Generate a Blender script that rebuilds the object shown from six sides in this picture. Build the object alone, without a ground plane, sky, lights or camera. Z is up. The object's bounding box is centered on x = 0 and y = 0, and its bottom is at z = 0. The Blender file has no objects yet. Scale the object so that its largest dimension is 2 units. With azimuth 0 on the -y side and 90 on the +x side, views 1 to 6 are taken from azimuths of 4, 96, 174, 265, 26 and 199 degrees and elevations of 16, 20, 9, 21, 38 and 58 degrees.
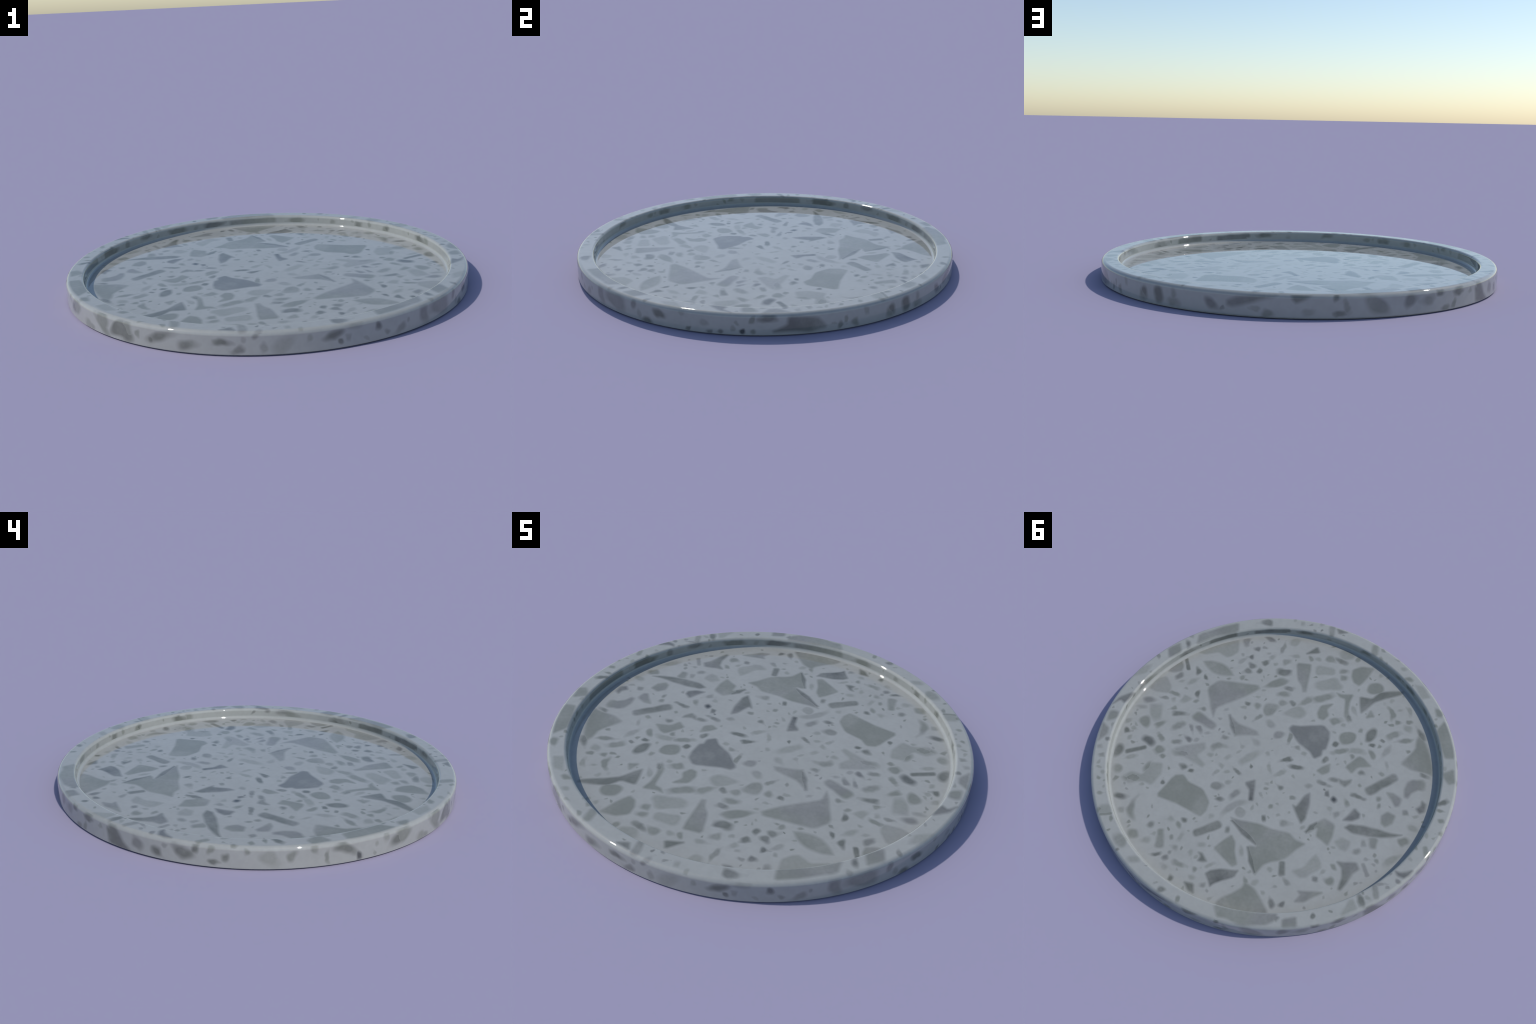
"""Round polished terrazzo tray: pale grey cement with soft-edged grey stone chips,
a flat recessed floor and a raised rim with rounded edges."""
import bpy, math
import numpy as np

RNG = np.random.default_rng(20240)

# ------------------------------------------------------------------ sizes (metres)
R_OUT = 0.9992       # outer wall
R_WALL = 0.910       # inner wall
Z_TOP = 0.1029       # flat top of the rim
Z_FLOOR = 0.0455     # polished floor
ROUND_OUT = 0.020    # rounding of the outer top edge
ROUND_IN = 0.0145    # rounding of the inner top edge
FILLET = 0.016       # hollow where the wall meets the floor
ROUND_FOOT = 0.0012  # rounding of the bottom edge
Z_LIP = 0.0050       # the wall ends this far above the ground
R_FOOT = 0.991       # the tray stands on a slightly smaller foot
R_FLOOR = R_WALL - FILLET
SEG = 512            # segments round the tray
LIFT = 0.00028       # a chip stands this far out of the cement at its full colour


# ------------------------------------------------------------------ profile of the rim
def arc(cx, cz, radius, a0, a1, n):
    t = np.radians(np.linspace(a0, a1, n))
    return np.stack([cx + radius * np.cos(t), cz + radius * np.sin(t)], 1), np.stack([np.cos(t), np.sin(t)], 1)


def rim_profile():
    """(r, z) and outward normals from the floor's edge up over the rim to the foot."""
    parts = []
    p, n = arc(R_FLOOR, Z_FLOOR + FILLET, FILLET, -90, 0, 9)
    parts.append((p, -n))
    parts.append(arc(R_WALL + ROUND_IN, Z_TOP - ROUND_IN, ROUND_IN, 180, 90, 17))
    parts.append(arc(R_OUT - ROUND_OUT, Z_TOP - ROUND_OUT, ROUND_OUT, 90, 0, 19))
    parts.append(arc(R_OUT - ROUND_FOOT, Z_LIP + ROUND_FOOT, ROUND_FOOT, 0, -90, 7))
    parts.append((np.array([[R_FOOT, Z_LIP]]), np.array([[0.0, -1.0]])))
    parts.append((np.array([[R_FOOT, Z_LIP], [R_FOOT, 0.0]]), np.array([[1.0, 0.0], [1.0, 0.0]])))
    return np.concatenate([a for a, _ in parts]), np.concatenate([b for _, b in parts])


def rim_height(r):
    """z of the rim's upper side over radius r."""
    z = np.full_like(r, Z_TOP)
    q = np.clip(r - (R_OUT - ROUND_OUT), 0, ROUND_OUT * 0.999)
    z = z - (ROUND_OUT - np.sqrt(ROUND_OUT ** 2 - q ** 2))
    q = np.clip((R_WALL + ROUND_IN) - r, 0, ROUND_IN * 0.999)
    return z - (ROUND_IN - np.sqrt(ROUND_IN ** 2 - q ** 2))


def rim_normal(r, z):
    """radial and vertical part of the rim's outward normal."""
    outer = r > 0.5 * (R_OUT + R_WALL)
    rad = np.where(outer, ROUND_OUT, ROUND_IN)
    core = np.where(outer, R_OUT - ROUND_OUT, R_WALL + ROUND_IN)
    side = np.where(outer, 1.0, -1.0)
    nr = np.maximum((r - core) * side, 0) * side
    nz = np.maximum(z - (Z_TOP - rad), 0)
    nr = np.where((nr == 0) & (nz == 0), side, nr)
    length = np.hypot(nr, nz)
    return nr / length, nz / length


# ------------------------------------------------------------------ node helpers
class Nodes:
    def __init__(self, name):
        self.material = bpy.data.materials.new(name)
        self.material.use_nodes = True
        self.tree = self.material.node_tree
        self.tree.nodes.clear()

    def add(self, kind, **settings):
        node = self.tree.nodes.new(kind)
        for key, value in settings.items():
            setattr(node, key, value)
        return node

    def put(self, socket, value):
        if isinstance(value, bpy.types.NodeSocket):
            self.tree.links.new(value, socket)
        else:
            socket.default_value = value

    def math(self, operation, a, b=0.0, clamp=False):
        node = self.add("ShaderNodeMath", operation=operation, use_clamp=clamp)
        self.put(node.inputs[0], a)
        self.put(node.inputs[1], b)
        return node.outputs[0]

    def noise(self, vector, scale, detail=3.0, rough=0.55):
        node = self.add("ShaderNodeTexNoise")
        self.put(node.inputs["Vector"], vector)
        node.inputs["Scale"].default_value = scale
        node.inputs["Detail"].default_value = detail
        node.inputs["Roughness"].default_value = rough
        return node.outputs["Fac"]

    def ramp(self, value, low, high, to_low=0.0, to_high=1.0):
        node = self.add("ShaderNodeMapRange", interpolation_type="SMOOTHSTEP")
        for socket, v in zip(node.inputs[:5], (value, low, high, to_low, to_high)):
            self.put(socket, v)
        return node.outputs[0]

    def mix(self, factor, a, b):
        node = self.add("ShaderNodeMix", data_type="RGBA")
        self.put(node.inputs[0], factor)
        for socket, v in ((node.inputs[6], a), (node.inputs[7], b)):
            self.put(socket, v if isinstance(v, bpy.types.NodeSocket) else (*v, 1.0))
        return node.outputs[2]

    def coordinates(self):
        return self.add("ShaderNodeTexCoord").outputs["Object"]

    def finish(self, colour):
        shader = self.add("ShaderNodeBsdfPrincipled")
        self.put(shader.inputs["Base Color"], colour)
        shader.inputs["Roughness"].default_value = ROUGHNESS
        shader.inputs["IOR"].default_value = 1.5
        out = self.add("ShaderNodeOutputMaterial")
        self.tree.links.new(shader.outputs[0], out.inputs[0])
        return self.material


ROUGHNESS = 0.015
CEMENT = (0.346, 0.350, 0.328)
CEMENT_WARM = (0.316, 0.319, 0.293)
TONES = {
    "pale": ((0.258, 0.265, 0.238), (0.246, 0.246, 0.234)),
    "mid": ((0.202, 0.210, 0.182), (0.193, 0.192, 0.184)),
    "slate": ((0.160, 0.164, 0.154), (0.152, 0.150, 0.153)),
    "dark": ((0.142, 0.148, 0.128), (0.134, 0.133, 0.129)),
    "deep": ((0.106, 0.110, 0.099), (0.098, 0.097, 0.095)),
    "black": ((0.070, 0.074, 0.071), (0.062, 0.062, 0.065)),
}


def cement_colour(n, where):
    """pale grey cement: faint clouds and a fine mottle."""
    clouds = n.ramp(n.noise(where, 5.0, 3.0), 0.35, 0.68)
    mottle = n.ramp(n.noise(where, 34.0, 3.0, 0.6), 0.30, 0.75)
    base = n.mix(n.math("MULTIPLY", clouds, 0.45), CEMENT, CEMENT_WARM)
    return n.mix(n.math("MULTIPLY", mottle, 0.22), base, tuple(0.80 * c for c in CEMENT_WARM))


def cement_material():
    n = Nodes("polished_cement")
    return n.finish(cement_colour(n, n.coordinates()))


def height_over_floor(n, where):
    xyz = n.add("ShaderNodeSeparateXYZ")
    n.put(xyz.inputs[0], where)
    return n.math("SUBTRACT", xyz.outputs[2], Z_FLOOR)


def height_over_rim(n, where):
    """distance from the rim's polished skin (a rounded box turned about z)."""
    xyz = n.add("ShaderNodeSeparateXYZ")
    n.put(xyz.inputs[0], where)
    x, y, z = xyz.outputs
    r = n.math("SQRT", n.math("ADD", n.math("MULTIPLY", x, x), n.math("MULTIPLY", y, y)))
    middle = 0.5 * (R_OUT + R_WALL)
    rad = n.math("ADD", n.math("MULTIPLY", n.math("GREATER_THAN", r, middle), ROUND_OUT - ROUND_IN), ROUND_IN)
    across = n.math("ABSOLUTE", n.math("SUBTRACT", r, middle))
    qx = n.math("ADD", n.math("SUBTRACT", across, 0.5 * (R_OUT - R_WALL)), rad)
    qz = n.math("ADD", n.math("SUBTRACT", z, Z_TOP), rad)
    px, pz = n.math("MAXIMUM", qx, 0.0), n.math("MAXIMUM", qz, 0.0)
    corner = n.math("SQRT", n.math("ADD", n.math("MULTIPLY", px, px), n.math("MULTIPLY", pz, pz)))
    inside = n.math("MINIMUM", n.math("MAXIMUM", qx, qz), 0.0)
    return n.math("SUBTRACT", n.math("ADD", corner, inside), rad)


def chip_material(tone, on_rim):
    """stone that shows through a film of cement where the chip dips under at its edge."""
    n = Nodes(f"stone_{tone}_{'rim' if on_rim else 'floor'}")
    where = n.coordinates()
    height = (height_over_rim if on_rim else height_over_floor)(n, where)
    bare = n.math("DIVIDE", height, LIFT, clamp=True)
    greenish, violet = TONES[tone]
    hue = n.ramp(n.noise(where, 3.3, 2.0), 0.48, 0.70)
    stone = n.mix(hue, greenish, violet)
    veil = n.ramp(n.noise(where, 7.0, 3.0), 0.36, 0.72)
    stone = n.mix(n.math("MULTIPLY", veil, 0.42), stone, CEMENT_WARM)
    grain = n.ramp(n.noise(where, 60.0, 3.0, 0.6), 0.30, 0.72)
    stone = n.mix(n.math("MULTIPLY", grain, 0.22), stone, tuple(0.72 * c for c in greenish))
    return n.finish(n.mix(bare, cement_colour(n, where), stone))


# ------------------------------------------------------------------ chip outlines
# Every chip is a field over the surface it lies in: > 0 inside, in metres from its edge.
CHIPS = []


class Chip:
    def __init__(self, tone, centre, reach, width, field):
        self.tone, self.centre, self.reach, self.width, self.field = tone, np.asarray(centre, float), reach, width, field


def local(points, centre, heading):
    a = math.radians(heading)
    d = points - np.asarray(centre)
    return d[..., 0] * math.cos(a) + d[..., 1] * math.sin(a), -d[..., 0] * math.sin(a) + d[..., 1] * math.cos(a)


def wobble(size, amount):
    """a slow irregular waviness of the outline, different for every chip."""
    k = RNG.uniform(2.0, 6.0, (5, 2)) * RNG.choice([-1, 1], (5, 2)) / size
    phase = RNG.uniform(0, 2 * math.pi, 5)
    return lambda p: amount * size * np.sin(p[..., 0, None] * k[:, 0] + p[..., 1, None] * k[:, 1] + phase).sum(-1) / 3


class Surface:
    """turns chip descriptions into points on one face of the tray."""

    def __init__(self, name, radius=None):
        self.name, self.radius, self.chips = name, radius, []

    def place(self, a, b):
        # walls are given as (angle in degrees, height): unroll them to metres
        return (math.radians(a) * self.radius, b) if self.radius else (a, b)

    def grow(self, tone, a, b, length, width, heading, outline, taper=0.0, bend=0.0, rough=0.05):
        centre = self.place(a, b)
        wave = wobble(max(width, 0.4 * length), rough)

        def field(p):
            s, t = local(p, centre, heading)
            u = s / (0.5 * length)
            t = t - bend * length * (1 - np.clip(u * u, 0, 2.0))
            half = 0.5 * width * np.clip(1 + taper * u, 0.15, 2)
            return outline(u, t, half, 0.5 * length) + wave(p) * 0.5

        self.chips.append(Chip(tone, centre, 0.5 * math.hypot(length, width) * (1.15 + abs(bend)), min(length, width), field))

    def pebble(self, tone, a, b, length, width, heading, taper=0.0, bend=0.0):
        """a broken grain: anything from a worn oval to a blunt lozenge or block."""
        power, lean = RNG.uniform(1.45, 3.6), RNG.uniform(-0.35, 0.35)
        taper = taper or RNG.uniform(-0.38, 0.38)
        bend = bend or RNG.uniform(-0.07, 0.07) * min(1.0, length / (3 * width))

        def outline(u, t, half, hl):
            v = t / half
            u = u + lean * v * np.minimum(1, half / hl)
            return (1 - (np.abs(u) ** power + np.abs(v) ** power) ** (1 / power)) * np.minimum(half, hl)
        self.grow(tone, a, b, length, width, heading, outline, taper, bend, 0.12)

    def bar(self, tone, a, b, length, width, heading, taper=0.0, bend=0.0):
        def outline(u, t, half, hl):
            rad = 0.75 * np.minimum(half, hl)
            x, y = np.abs(u) * hl - hl + rad, np.abs(t) - half + rad
            return rad - np.hypot(np.maximum(x, 0), np.maximum(y, 0)) - np.minimum(np.maximum(x, y), 0)
        self.grow(tone, a, b, length, width, heading, outline, taper or RNG.uniform(-0.2, 0.2), bend, 0.07)

    def leaf(self, tone, a, b, length, width, heading, taper=0.0, bend=0.0):
        def outline(u, t, half, hl):
            return (half * (1 - u * u) - np.abs(t)) * 0.85
        self.grow(tone, a, b, length, width, heading, outline, taper, bend, 0.02)

    def splinter(self, tone, a, b, length, width, heading, taper=0.0, bend=0.0):
        def outline(u, t, half, hl):
            return np.minimum(half * (0.45 + 0.75 * (1 - np.abs(u)) * (1 + 0.5 * u)) - np.abs(t), (1 - np.abs(u)) * hl)
        self.grow(tone, a, b, length, width, heading, outline, taper, bend, 0.03)

    def shard(self, tone, *corners):
        pts = np.array([self.place(*c) for c in corners])
        nxt = np.roll(pts, -1, 0)                            # blunt the corners
        pts = np.stack([0.88 * pts + 0.12 * nxt, 0.12 * pts + 0.88 * nxt], 1).reshape(-1, 2)
        nxt = np.roll(pts, -1, 0)
        low, high = pts.min(0), pts.max(0)
        centre, size = 0.5 * (low + high), float(np.min(high - low))
        wave = wobble(size, 0.012)

        def field(p):
            far = np.full(p.shape[:-1], 1e9)
            odd = np.zeros(p.shape[:-1], bool)
            for a, b in zip(pts, nxt):
                e, w = b - a, p - a
                h = np.clip((w @ e) / (e @ e + 1e-12), 0, 1)
                far = np.minimum(far, np.hypot(w[..., 0] - h * e[0], w[..., 1] - h * e[1]))
                cross = (a[1] > p[..., 1]) != (b[1] > p[..., 1])
                at = a[0] + (p[..., 1] - a[1]) * e[0] / (e[1] if abs(e[1]) > 1e-9 else 1e-9)
                odd ^= cross & (p[..., 0] < at)
            return np.where(odd, far, -far) + wave(p)

        self.chips.append(Chip(tone, centre, 0.5 * float(np.hypot(*(high - low))) * 1.05, size, field))


floor = Surface("floor")
rim_top = Surface("rim_top")
outer_wall = Surface("outer_wall", R_OUT)
inner_wall = Surface("inner_wall", R_WALL)

# ------------------------------------------------------------------ the chips, face by face
# shard: corner points; the others: tone, centre, length, width, heading in degrees


def chips_in_floor(pebble, bar, leaf, splinter, shard):
    leaf("mid", 0.522, -0.510, 0.212, 0.085, 168)
    shard("mid", (0.532, -0.356), (0.487, -0.425), (0.383, -0.445), (0.258, -0.472), (0.233, -0.446), (0.299, -0.366), (0.374, -0.293), (0.427, -0.237), (0.423, -0.163), (0.462, -0.215))
    shard("mid", (0.352, -0.224), (0.286, -0.180), (0.156, -0.159), (0.139, -0.133), (0.248, -0.097), (0.267, -0.086))
    splinter("dark", 0.302, -0.155, 0.150, 0.028, 124)
    bar("mid", 0.463, -0.131, 0.158, 0.056, 160)
    shard("pale", (0.564, 0.104), (0.510, 0.059), (0.459, 0.033), (0.408, 0.007), (0.389, 0.045), (0.417, 0.099), (0.356, 0.140), (0.362, 0.164), (0.445, 0.144))
    pebble("mid", 0.489, 0.110, 0.123, 0.045, 179)
    pebble("pale", 0.136, 0.020, 0.129, 0.048, -128)
    pebble("deep", 0.714, 0.094, 0.080, 0.046, 161)
    bar("dark", 0.757, 0.170, 0.118, 0.027, -147)
    pebble("dark", 0.848, 0.207, 0.087, 0.049, -100)
    shard("pale", (0.756, 0.352), (0.726, 0.307), (0.657, 0.310), (0.649, 0.221), (0.579, 0.206), (0.560, 0.269), (0.585, 0.354), (0.640, 0.347), (0.713, 0.389))
    pebble("mid", 0.698, 0.345, 0.119, 0.065, -165)
    pebble("mid", 0.650, 0.254, 0.066, 0.035, -107)
    pebble("mid", 0.801, 0.315, 0.047, 0.059, -141)
    pebble("dark", 0.716, 0.470, 0.067, 0.034, 178)
    pebble("mid", 0.615, 0.522, 0.124, 0.038, 109, taper=0.00, bend=-0.16)
    pebble("pale", 0.749, -0.106, 0.117, 0.069, 113)
    pebble("mid", 0.785, -0.023, 0.065, 0.075, -162)
    pebble("mid", 0.819, -0.171, 0.069, 0.043, -173)
    pebble("pale", 0.840, -0.109, 0.059, 0.030, -179)
    pebble("mid", 0.696, -0.032, 0.060, 0.033, -131)
    pebble("mid", 0.591, -0.053, 0.083, 0.040, -133)
    pebble("dark", 0.618, -0.133, 0.075, 0.030, -165)
    pebble("dark", 0.571, -0.295, 0.025, 0.048, -166)
    pebble("mid", 0.560, -0.245, 0.032, 0.024, -145)
    pebble("mid", 0.501, -0.207, 0.032, 0.027, -162)
    pebble("dark", 0.470, -0.068, 0.051, 0.026, 130)
    pebble("mid", 0.514, -0.060, 0.054, 0.019, 121)
    pebble("pale", 0.418, -0.058, 0.032, 0.019, -146)
    pebble("dark", 0.504, 0.012, 0.043, 0.027, 153)
    pebble("mid", 0.561, 0.052, 0.051, 0.029, -167)
    pebble("mid", 0.324, 0.012, 0.080, 0.036, -147, taper=0.00, bend=0.16)
    pebble("pale", 0.351, 0.073, 0.031, 0.025, -177)
    pebble("mid", 0.313, -0.061, 0.037, 0.025, -176)
    pebble("pale", 0.137, -0.088, 0.062, 0.036, 153)
    pebble("pale", 0.251, 0.057, 0.040, 0.024, -117)
    pebble("dark", 0.462, 0.191, 0.035, 0.038, -149)
    pebble("dark", 0.414, 0.203, 0.032, 0.025, -141)
    pebble("dark", 0.171, 0.128, 0.054, 0.020, 150)
    pebble("pale", 0.226, 0.147, 0.031, 0.021, -148)
    pebble("pale", 0.280, 0.169, 0.047, 0.020, -119)
    pebble("pale", 0.009, 0.051, 0.068, 0.021, 118)
    pebble("pale", 0.194, 0.207, 0.035, 0.029, -162)
    pebble("dark", 0.201, 0.321, 0.044, 0.028, -155)
    pebble("mid", 0.134, 0.267, 0.066, 0.032, -121)
    shard("deep", (0.104, 0.177), (0.060, 0.145), (0.045, 0.199), (0.029, 0.274), (0.052, 0.281), (0.068, 0.216), (0.099, 0.192))
    pebble("pale", -0.008, 0.150, 0.024, 0.018, -171)
    pebble("mid", -0.014, 0.180, 0.025, 0.017, 180)
    pebble("pale", -0.000, 0.225, 0.034, 0.015, 130)
    pebble("mid", -0.073, 0.277, 0.023, 0.025, -162)
    shard("pale", (0.694, -0.584), (0.647, -0.652), (0.582, -0.700), (0.481, -0.760), (0.451, -0.665), (0.479, -0.620), (0.506, -0.605), (0.563, -0.628), (0.636, -0.583))
    shard("mid", (0.798, -0.396), (0.795, -0.448), (0.752, -0.503), (0.723, -0.462), (0.720, -0.422), (0.759, -0.399))
    bar("dark", 0.707, -0.481, 0.091, 0.021, 121)
    pebble("dark", 0.625, -0.454, 0.029, 0.044, -162)
    pebble("dark", 0.569, -0.425, 0.038, 0.021, 119)
    pebble("dark", 0.720, -0.385, 0.049, 0.033, -127)
    pebble("pale", 0.692, -0.354, 0.033, 0.021, -149)
    pebble("pale", 0.629, -0.373, 0.064, 0.032, -122)
    pebble("mid", 0.364, -0.491, 0.034, 0.026, -119)
    pebble("dark", 0.352, -0.547, 0.039, 0.039, -139)
    pebble("dark", 0.338, -0.592, 0.040, 0.040, -167)
    pebble("dark", 0.285, -0.568, 0.032, 0.039, -141)
    pebble("dark", 0.269, -0.638, 0.039, 0.032, -122)
    pebble("dark", 0.365, -0.652, 0.026, 0.029, -162)
    pebble("dark", 0.351, -0.722, 0.031, 0.029, -175)
    pebble("pale", 0.407, -0.611, 0.054, 0.027, -119)
    pebble("mid", 0.432, -0.755, 0.045, 0.057, -129)
    pebble("dark", 0.301, -0.819, 0.069, 0.032, 170)
    pebble("mid", 0.159, -0.512, 0.144, 0.053, -145)
    pebble("mid", 0.181, -0.248, 0.054, 0.022, -127)
    pebble("mid", 0.213, -0.327, 0.035, 0.036, 167)
    pebble("dark", 0.271, -0.322, 0.028, 0.032, -134)
    pebble("pale", 0.284, -0.291, 0.034, 0.020, -171)
    pebble("mid", 0.133, -0.330, 0.075, 0.085, -162)
    pebble("pale", 0.099, -0.229, 0.061, 0.039, 147)
    pebble("mid", 0.033, -0.174, 0.052, 0.048, -160)
    pebble("mid", 0.663, -0.160, 0.029, 0.024, -147)
    pebble("mid", 0.741, -0.211, 0.043, 0.022, -168)
    pebble("mid", 0.701, -0.255, 0.068, 0.023, 173)
    shard("pale", (0.854, -0.249), (0.840, -0.322), (0.791, -0.359), (0.734, -0.299), (0.730, -0.251), (0.804, -0.236))
    pebble("pale", 0.624, -0.238, 0.054, 0.043, -113)
    pebble("dark", 0.855, 0.067, 0.028, 0.031, -170)
    pebble("pale", 0.826, 0.042, 0.033, 0.027, 180)
    pebble("pale", 0.877, 0.003, 0.035, 0.029, -141)
    pebble("pale", 0.823, 0.107, 0.024, 0.028, -151)
    pebble("mid", 0.658, 0.049, 0.056, 0.026, 143)
    pebble("mid", 0.632, 0.130, 0.055, 0.047, -128)
    pebble("mid", 0.599, 0.164, 0.028, 0.026, 162)
    pebble("pale", 0.763, 0.223, 0.061, 0.027, -142)
    shard("mid", (0.538, 0.411), (0.489, 0.259), (0.444, 0.240), (0.401, 0.273), (0.311, 0.293), (0.250, 0.356), (0.244, 0.412), (0.263, 0.455), (0.337, 0.435), (0.410, 0.418))
    pebble("mid", 0.244, 0.247, 0.061, 0.047, -178)
    pebble("pale", 0.105, 0.344, 0.152, 0.036, -130, taper=-0.06, bend=0.11)
    pebble("pale", 0.067, 0.361, 0.061, 0.063, -159)
    shard("deep", (0.118, 0.753), (0.100, 0.729), (0.053, 0.705), (0.001, 0.695), (-0.039, 0.682), (-0.028, 0.727), (0.024, 0.763), (0.060, 0.797), (0.070, 0.815), (0.093, 0.782))
    shard("mid", (0.130, 0.605), (0.098, 0.547), (0.066, 0.501), (0.036, 0.534), (0.019, 0.591), (-0.022, 0.654), (0.001, 0.677), (0.056, 0.642))
    bar("dark", 0.201, 0.510, 0.152, 0.045, -138)
    pebble("dark", 0.098, 0.483, 0.025, 0.035, -165)
    pebble("mid", 0.352, 0.535, 0.025, 0.044, -155)
    pebble("dark", 0.334, 0.499, 0.029, 0.032, -130)
    pebble("dark", 0.493, 0.581, 0.036, 0.038, -158)
    pebble("pale", 0.406, 0.517, 0.032, 0.031, -136)
    bar("mid", 0.414, 0.641, 0.113, 0.040, -72, taper=-0.25)
    pebble("mid", 0.562, 0.660, 0.058, 0.053, -153)
    pebble("pale", 0.482, 0.672, 0.050, 0.038, -149)
    pebble("pale", 0.317, 0.597, 0.053, 0.021, -98)
    pebble("mid", 0.321, 0.665, 0.029, 0.028, 178)
    pebble("dark", 0.400, 0.730, 0.052, 0.020, -150)
    pebble("dark", 0.347, 0.735, 0.030, 0.028, -159)
    pebble("mid", 0.336, 0.699, 0.023, 0.019, -127)
    pebble("mid", 0.269, 0.745, 0.070, 0.028, 175)
    pebble("pale", 0.331, 0.783, 0.039, 0.027, 160)
    shard("dark", (0.197, 0.650), (0.173, 0.650), (0.134, 0.687), (0.154, 0.697), (0.182, 0.699), (0.177, 0.671))
    pebble("mid", 0.177, 0.748, 0.025, 0.026, -148)
    pebble("pale", 0.112, 0.702, 0.050, 0.019, -133)
    pebble("mid", 0.108, 0.817, 0.028, 0.025, -162)
    shard("dark", (0.208, 0.828), (0.153, 0.825), (0.133, 0.876), (0.167, 0.870))
    pebble("dark", 0.276, 0.836, 0.030, 0.033, -127)
    shard("mid", (0.012, 0.887), (-0.009, 0.851), (-0.054, 0.807), (-0.085, 0.760), (-0.080, 0.709), (-0.102, 0.732), (-0.151, 0.753), (-0.191, 0.790), (-0.252, 0.849), (-0.245, 0.887), (-0.000, 0.919))
    pebble("mid", -0.090, 0.725, 0.040, 0.022, 137)
    pebble("pale", -0.138, 0.722, 0.033, 0.031, -169)
    pebble("pale", -0.196, 0.761, 0.023, 0.019, 122)
    pebble("dark", -0.254, 0.801, 0.054, 0.029, 116)
    pebble("pale", 0.232, 0.667, 0.040, 0.024, 115)
    pebble("pale", 0.195, 0.607, 0.043, 0.027, -156)
    pebble("pale", 0.176, 0.796, 0.030, 0.027, -159)
    pebble("dark", -0.062, 0.357, 0.036, 0.022, 109)
    pebble("pale", -0.013, 0.577, 0.053, 0.022, 110)
    pebble("pale", 0.677, 0.549, 0.031, 0.031, -162)
    pebble("pale", 0.207, 0.432, 0.027, 0.026, -162)
    shard("mid", (0.108, 0.407), (0.086, 0.408), (0.029, 0.405), (-0.046, 0.396), (-0.120, 0.403), (-0.168, 0.399), (-0.216, 0.395), (-0.261, 0.424), (-0.319, 0.431), (-0.279, 0.480), (-0.248, 0.533), (-0.222, 0.560), (-0.181, 0.582), (-0.149, 0.611), (-0.132, 0.662), (-0.126, 0.683), (-0.092, 0.645), (-0.034, 0.542), (-0.044, 0.531), (-0.081, 0.526), (-0.042, 0.485), (0.030, 0.461))
    splinter("dark", 0.009, 0.468, 0.199, 0.028, 151)
    splinter("dark", -0.081, 0.606, 0.157, 0.028, 123)
    shard("slate", (-0.009, -0.233), (-0.020, -0.259), (-0.067, -0.266), (-0.173, -0.313), (-0.196, -0.314), (-0.239, -0.282), (-0.250, -0.235), (-0.248, -0.167), (-0.230, -0.153), (-0.233, -0.118), (-0.203, -0.086), (-0.165, -0.122), (-0.088, -0.154))
    shard("dark", (-0.329, -0.575), (-0.399, -0.584), (-0.429, -0.642), (-0.498, -0.670), (-0.558, -0.690), (-0.562, -0.672), (-0.470, -0.603), (-0.421, -0.558), (-0.391, -0.500), (-0.366, -0.459), (-0.343, -0.522))
    pebble("mid", -0.400, -0.657, 0.093, 0.083, -162)
    shard("mid", (0.095, -0.696), (0.010, -0.715), (-0.003, -0.663), (-0.013, -0.567), (-0.024, -0.507), (-0.003, -0.500), (0.013, -0.539), (0.052, -0.575))
    bar("pale", -0.084, -0.692, 0.116, 0.061, -168, taper=-0.22)
    pebble("pale", -0.129, -0.598, 0.146, 0.083, -154)
    shard("mid", (-0.236, -0.751), (-0.280, -0.791), (-0.355, -0.801), (-0.342, -0.736), (-0.305, -0.645), (-0.265, -0.661), (-0.242, -0.703))
    shard("dark", (0.068, -0.774), (0.013, -0.853), (-0.016, -0.811))
    pebble("mid", -0.090, -0.785, 0.055, 0.047, 156)
    pebble("dark", -0.154, -0.791, 0.079, 0.033, 162)
    pebble("pale", -0.169, -0.847, 0.085, 0.070, -154)
    pebble("mid", -0.244, -0.832, 0.028, 0.041, -174)
    pebble("mid", -0.189, -0.723, 0.048, 0.034, -168)
    pebble("mid", -0.203, -0.675, 0.040, 0.036, -164)
    pebble("dark", 0.145, -0.606, 0.080, 0.047, -173)
    pebble("mid", 0.153, -0.684, 0.045, 0.035, -152)
    pebble("pale", 0.210, -0.646, 0.026, 0.021, -149)
    pebble("pale", 0.245, -0.692, 0.040, 0.027, -125)
    pebble("mid", 0.207, -0.778, 0.088, 0.024, -90)
    pebble("pale", 0.153, -0.845, 0.059, 0.058, -167)
    pebble("pale", 0.117, -0.740, 0.050, 0.027, -173)
    pebble("mid", 0.021, -0.752, 0.026, 0.035, -162)
    pebble("pale", -0.019, -0.763, 0.034, 0.029, -170)
    pebble("dark", 0.077, -0.501, 0.049, 0.030, 177)
    pebble("mid", 0.096, -0.451, 0.066, 0.033, -164)
    pebble("mid", -0.044, -0.446, 0.092, 0.039, -129)
    pebble("mid", -0.128, -0.499, 0.122, 0.044, -142)
    pebble("dark", 0.026, -0.406, 0.039, 0.028, 156)
    pebble("mid", 0.081, -0.390, 0.047, 0.042, -162)
    pebble("pale", -0.012, -0.345, 0.118, 0.080, -162)
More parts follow.
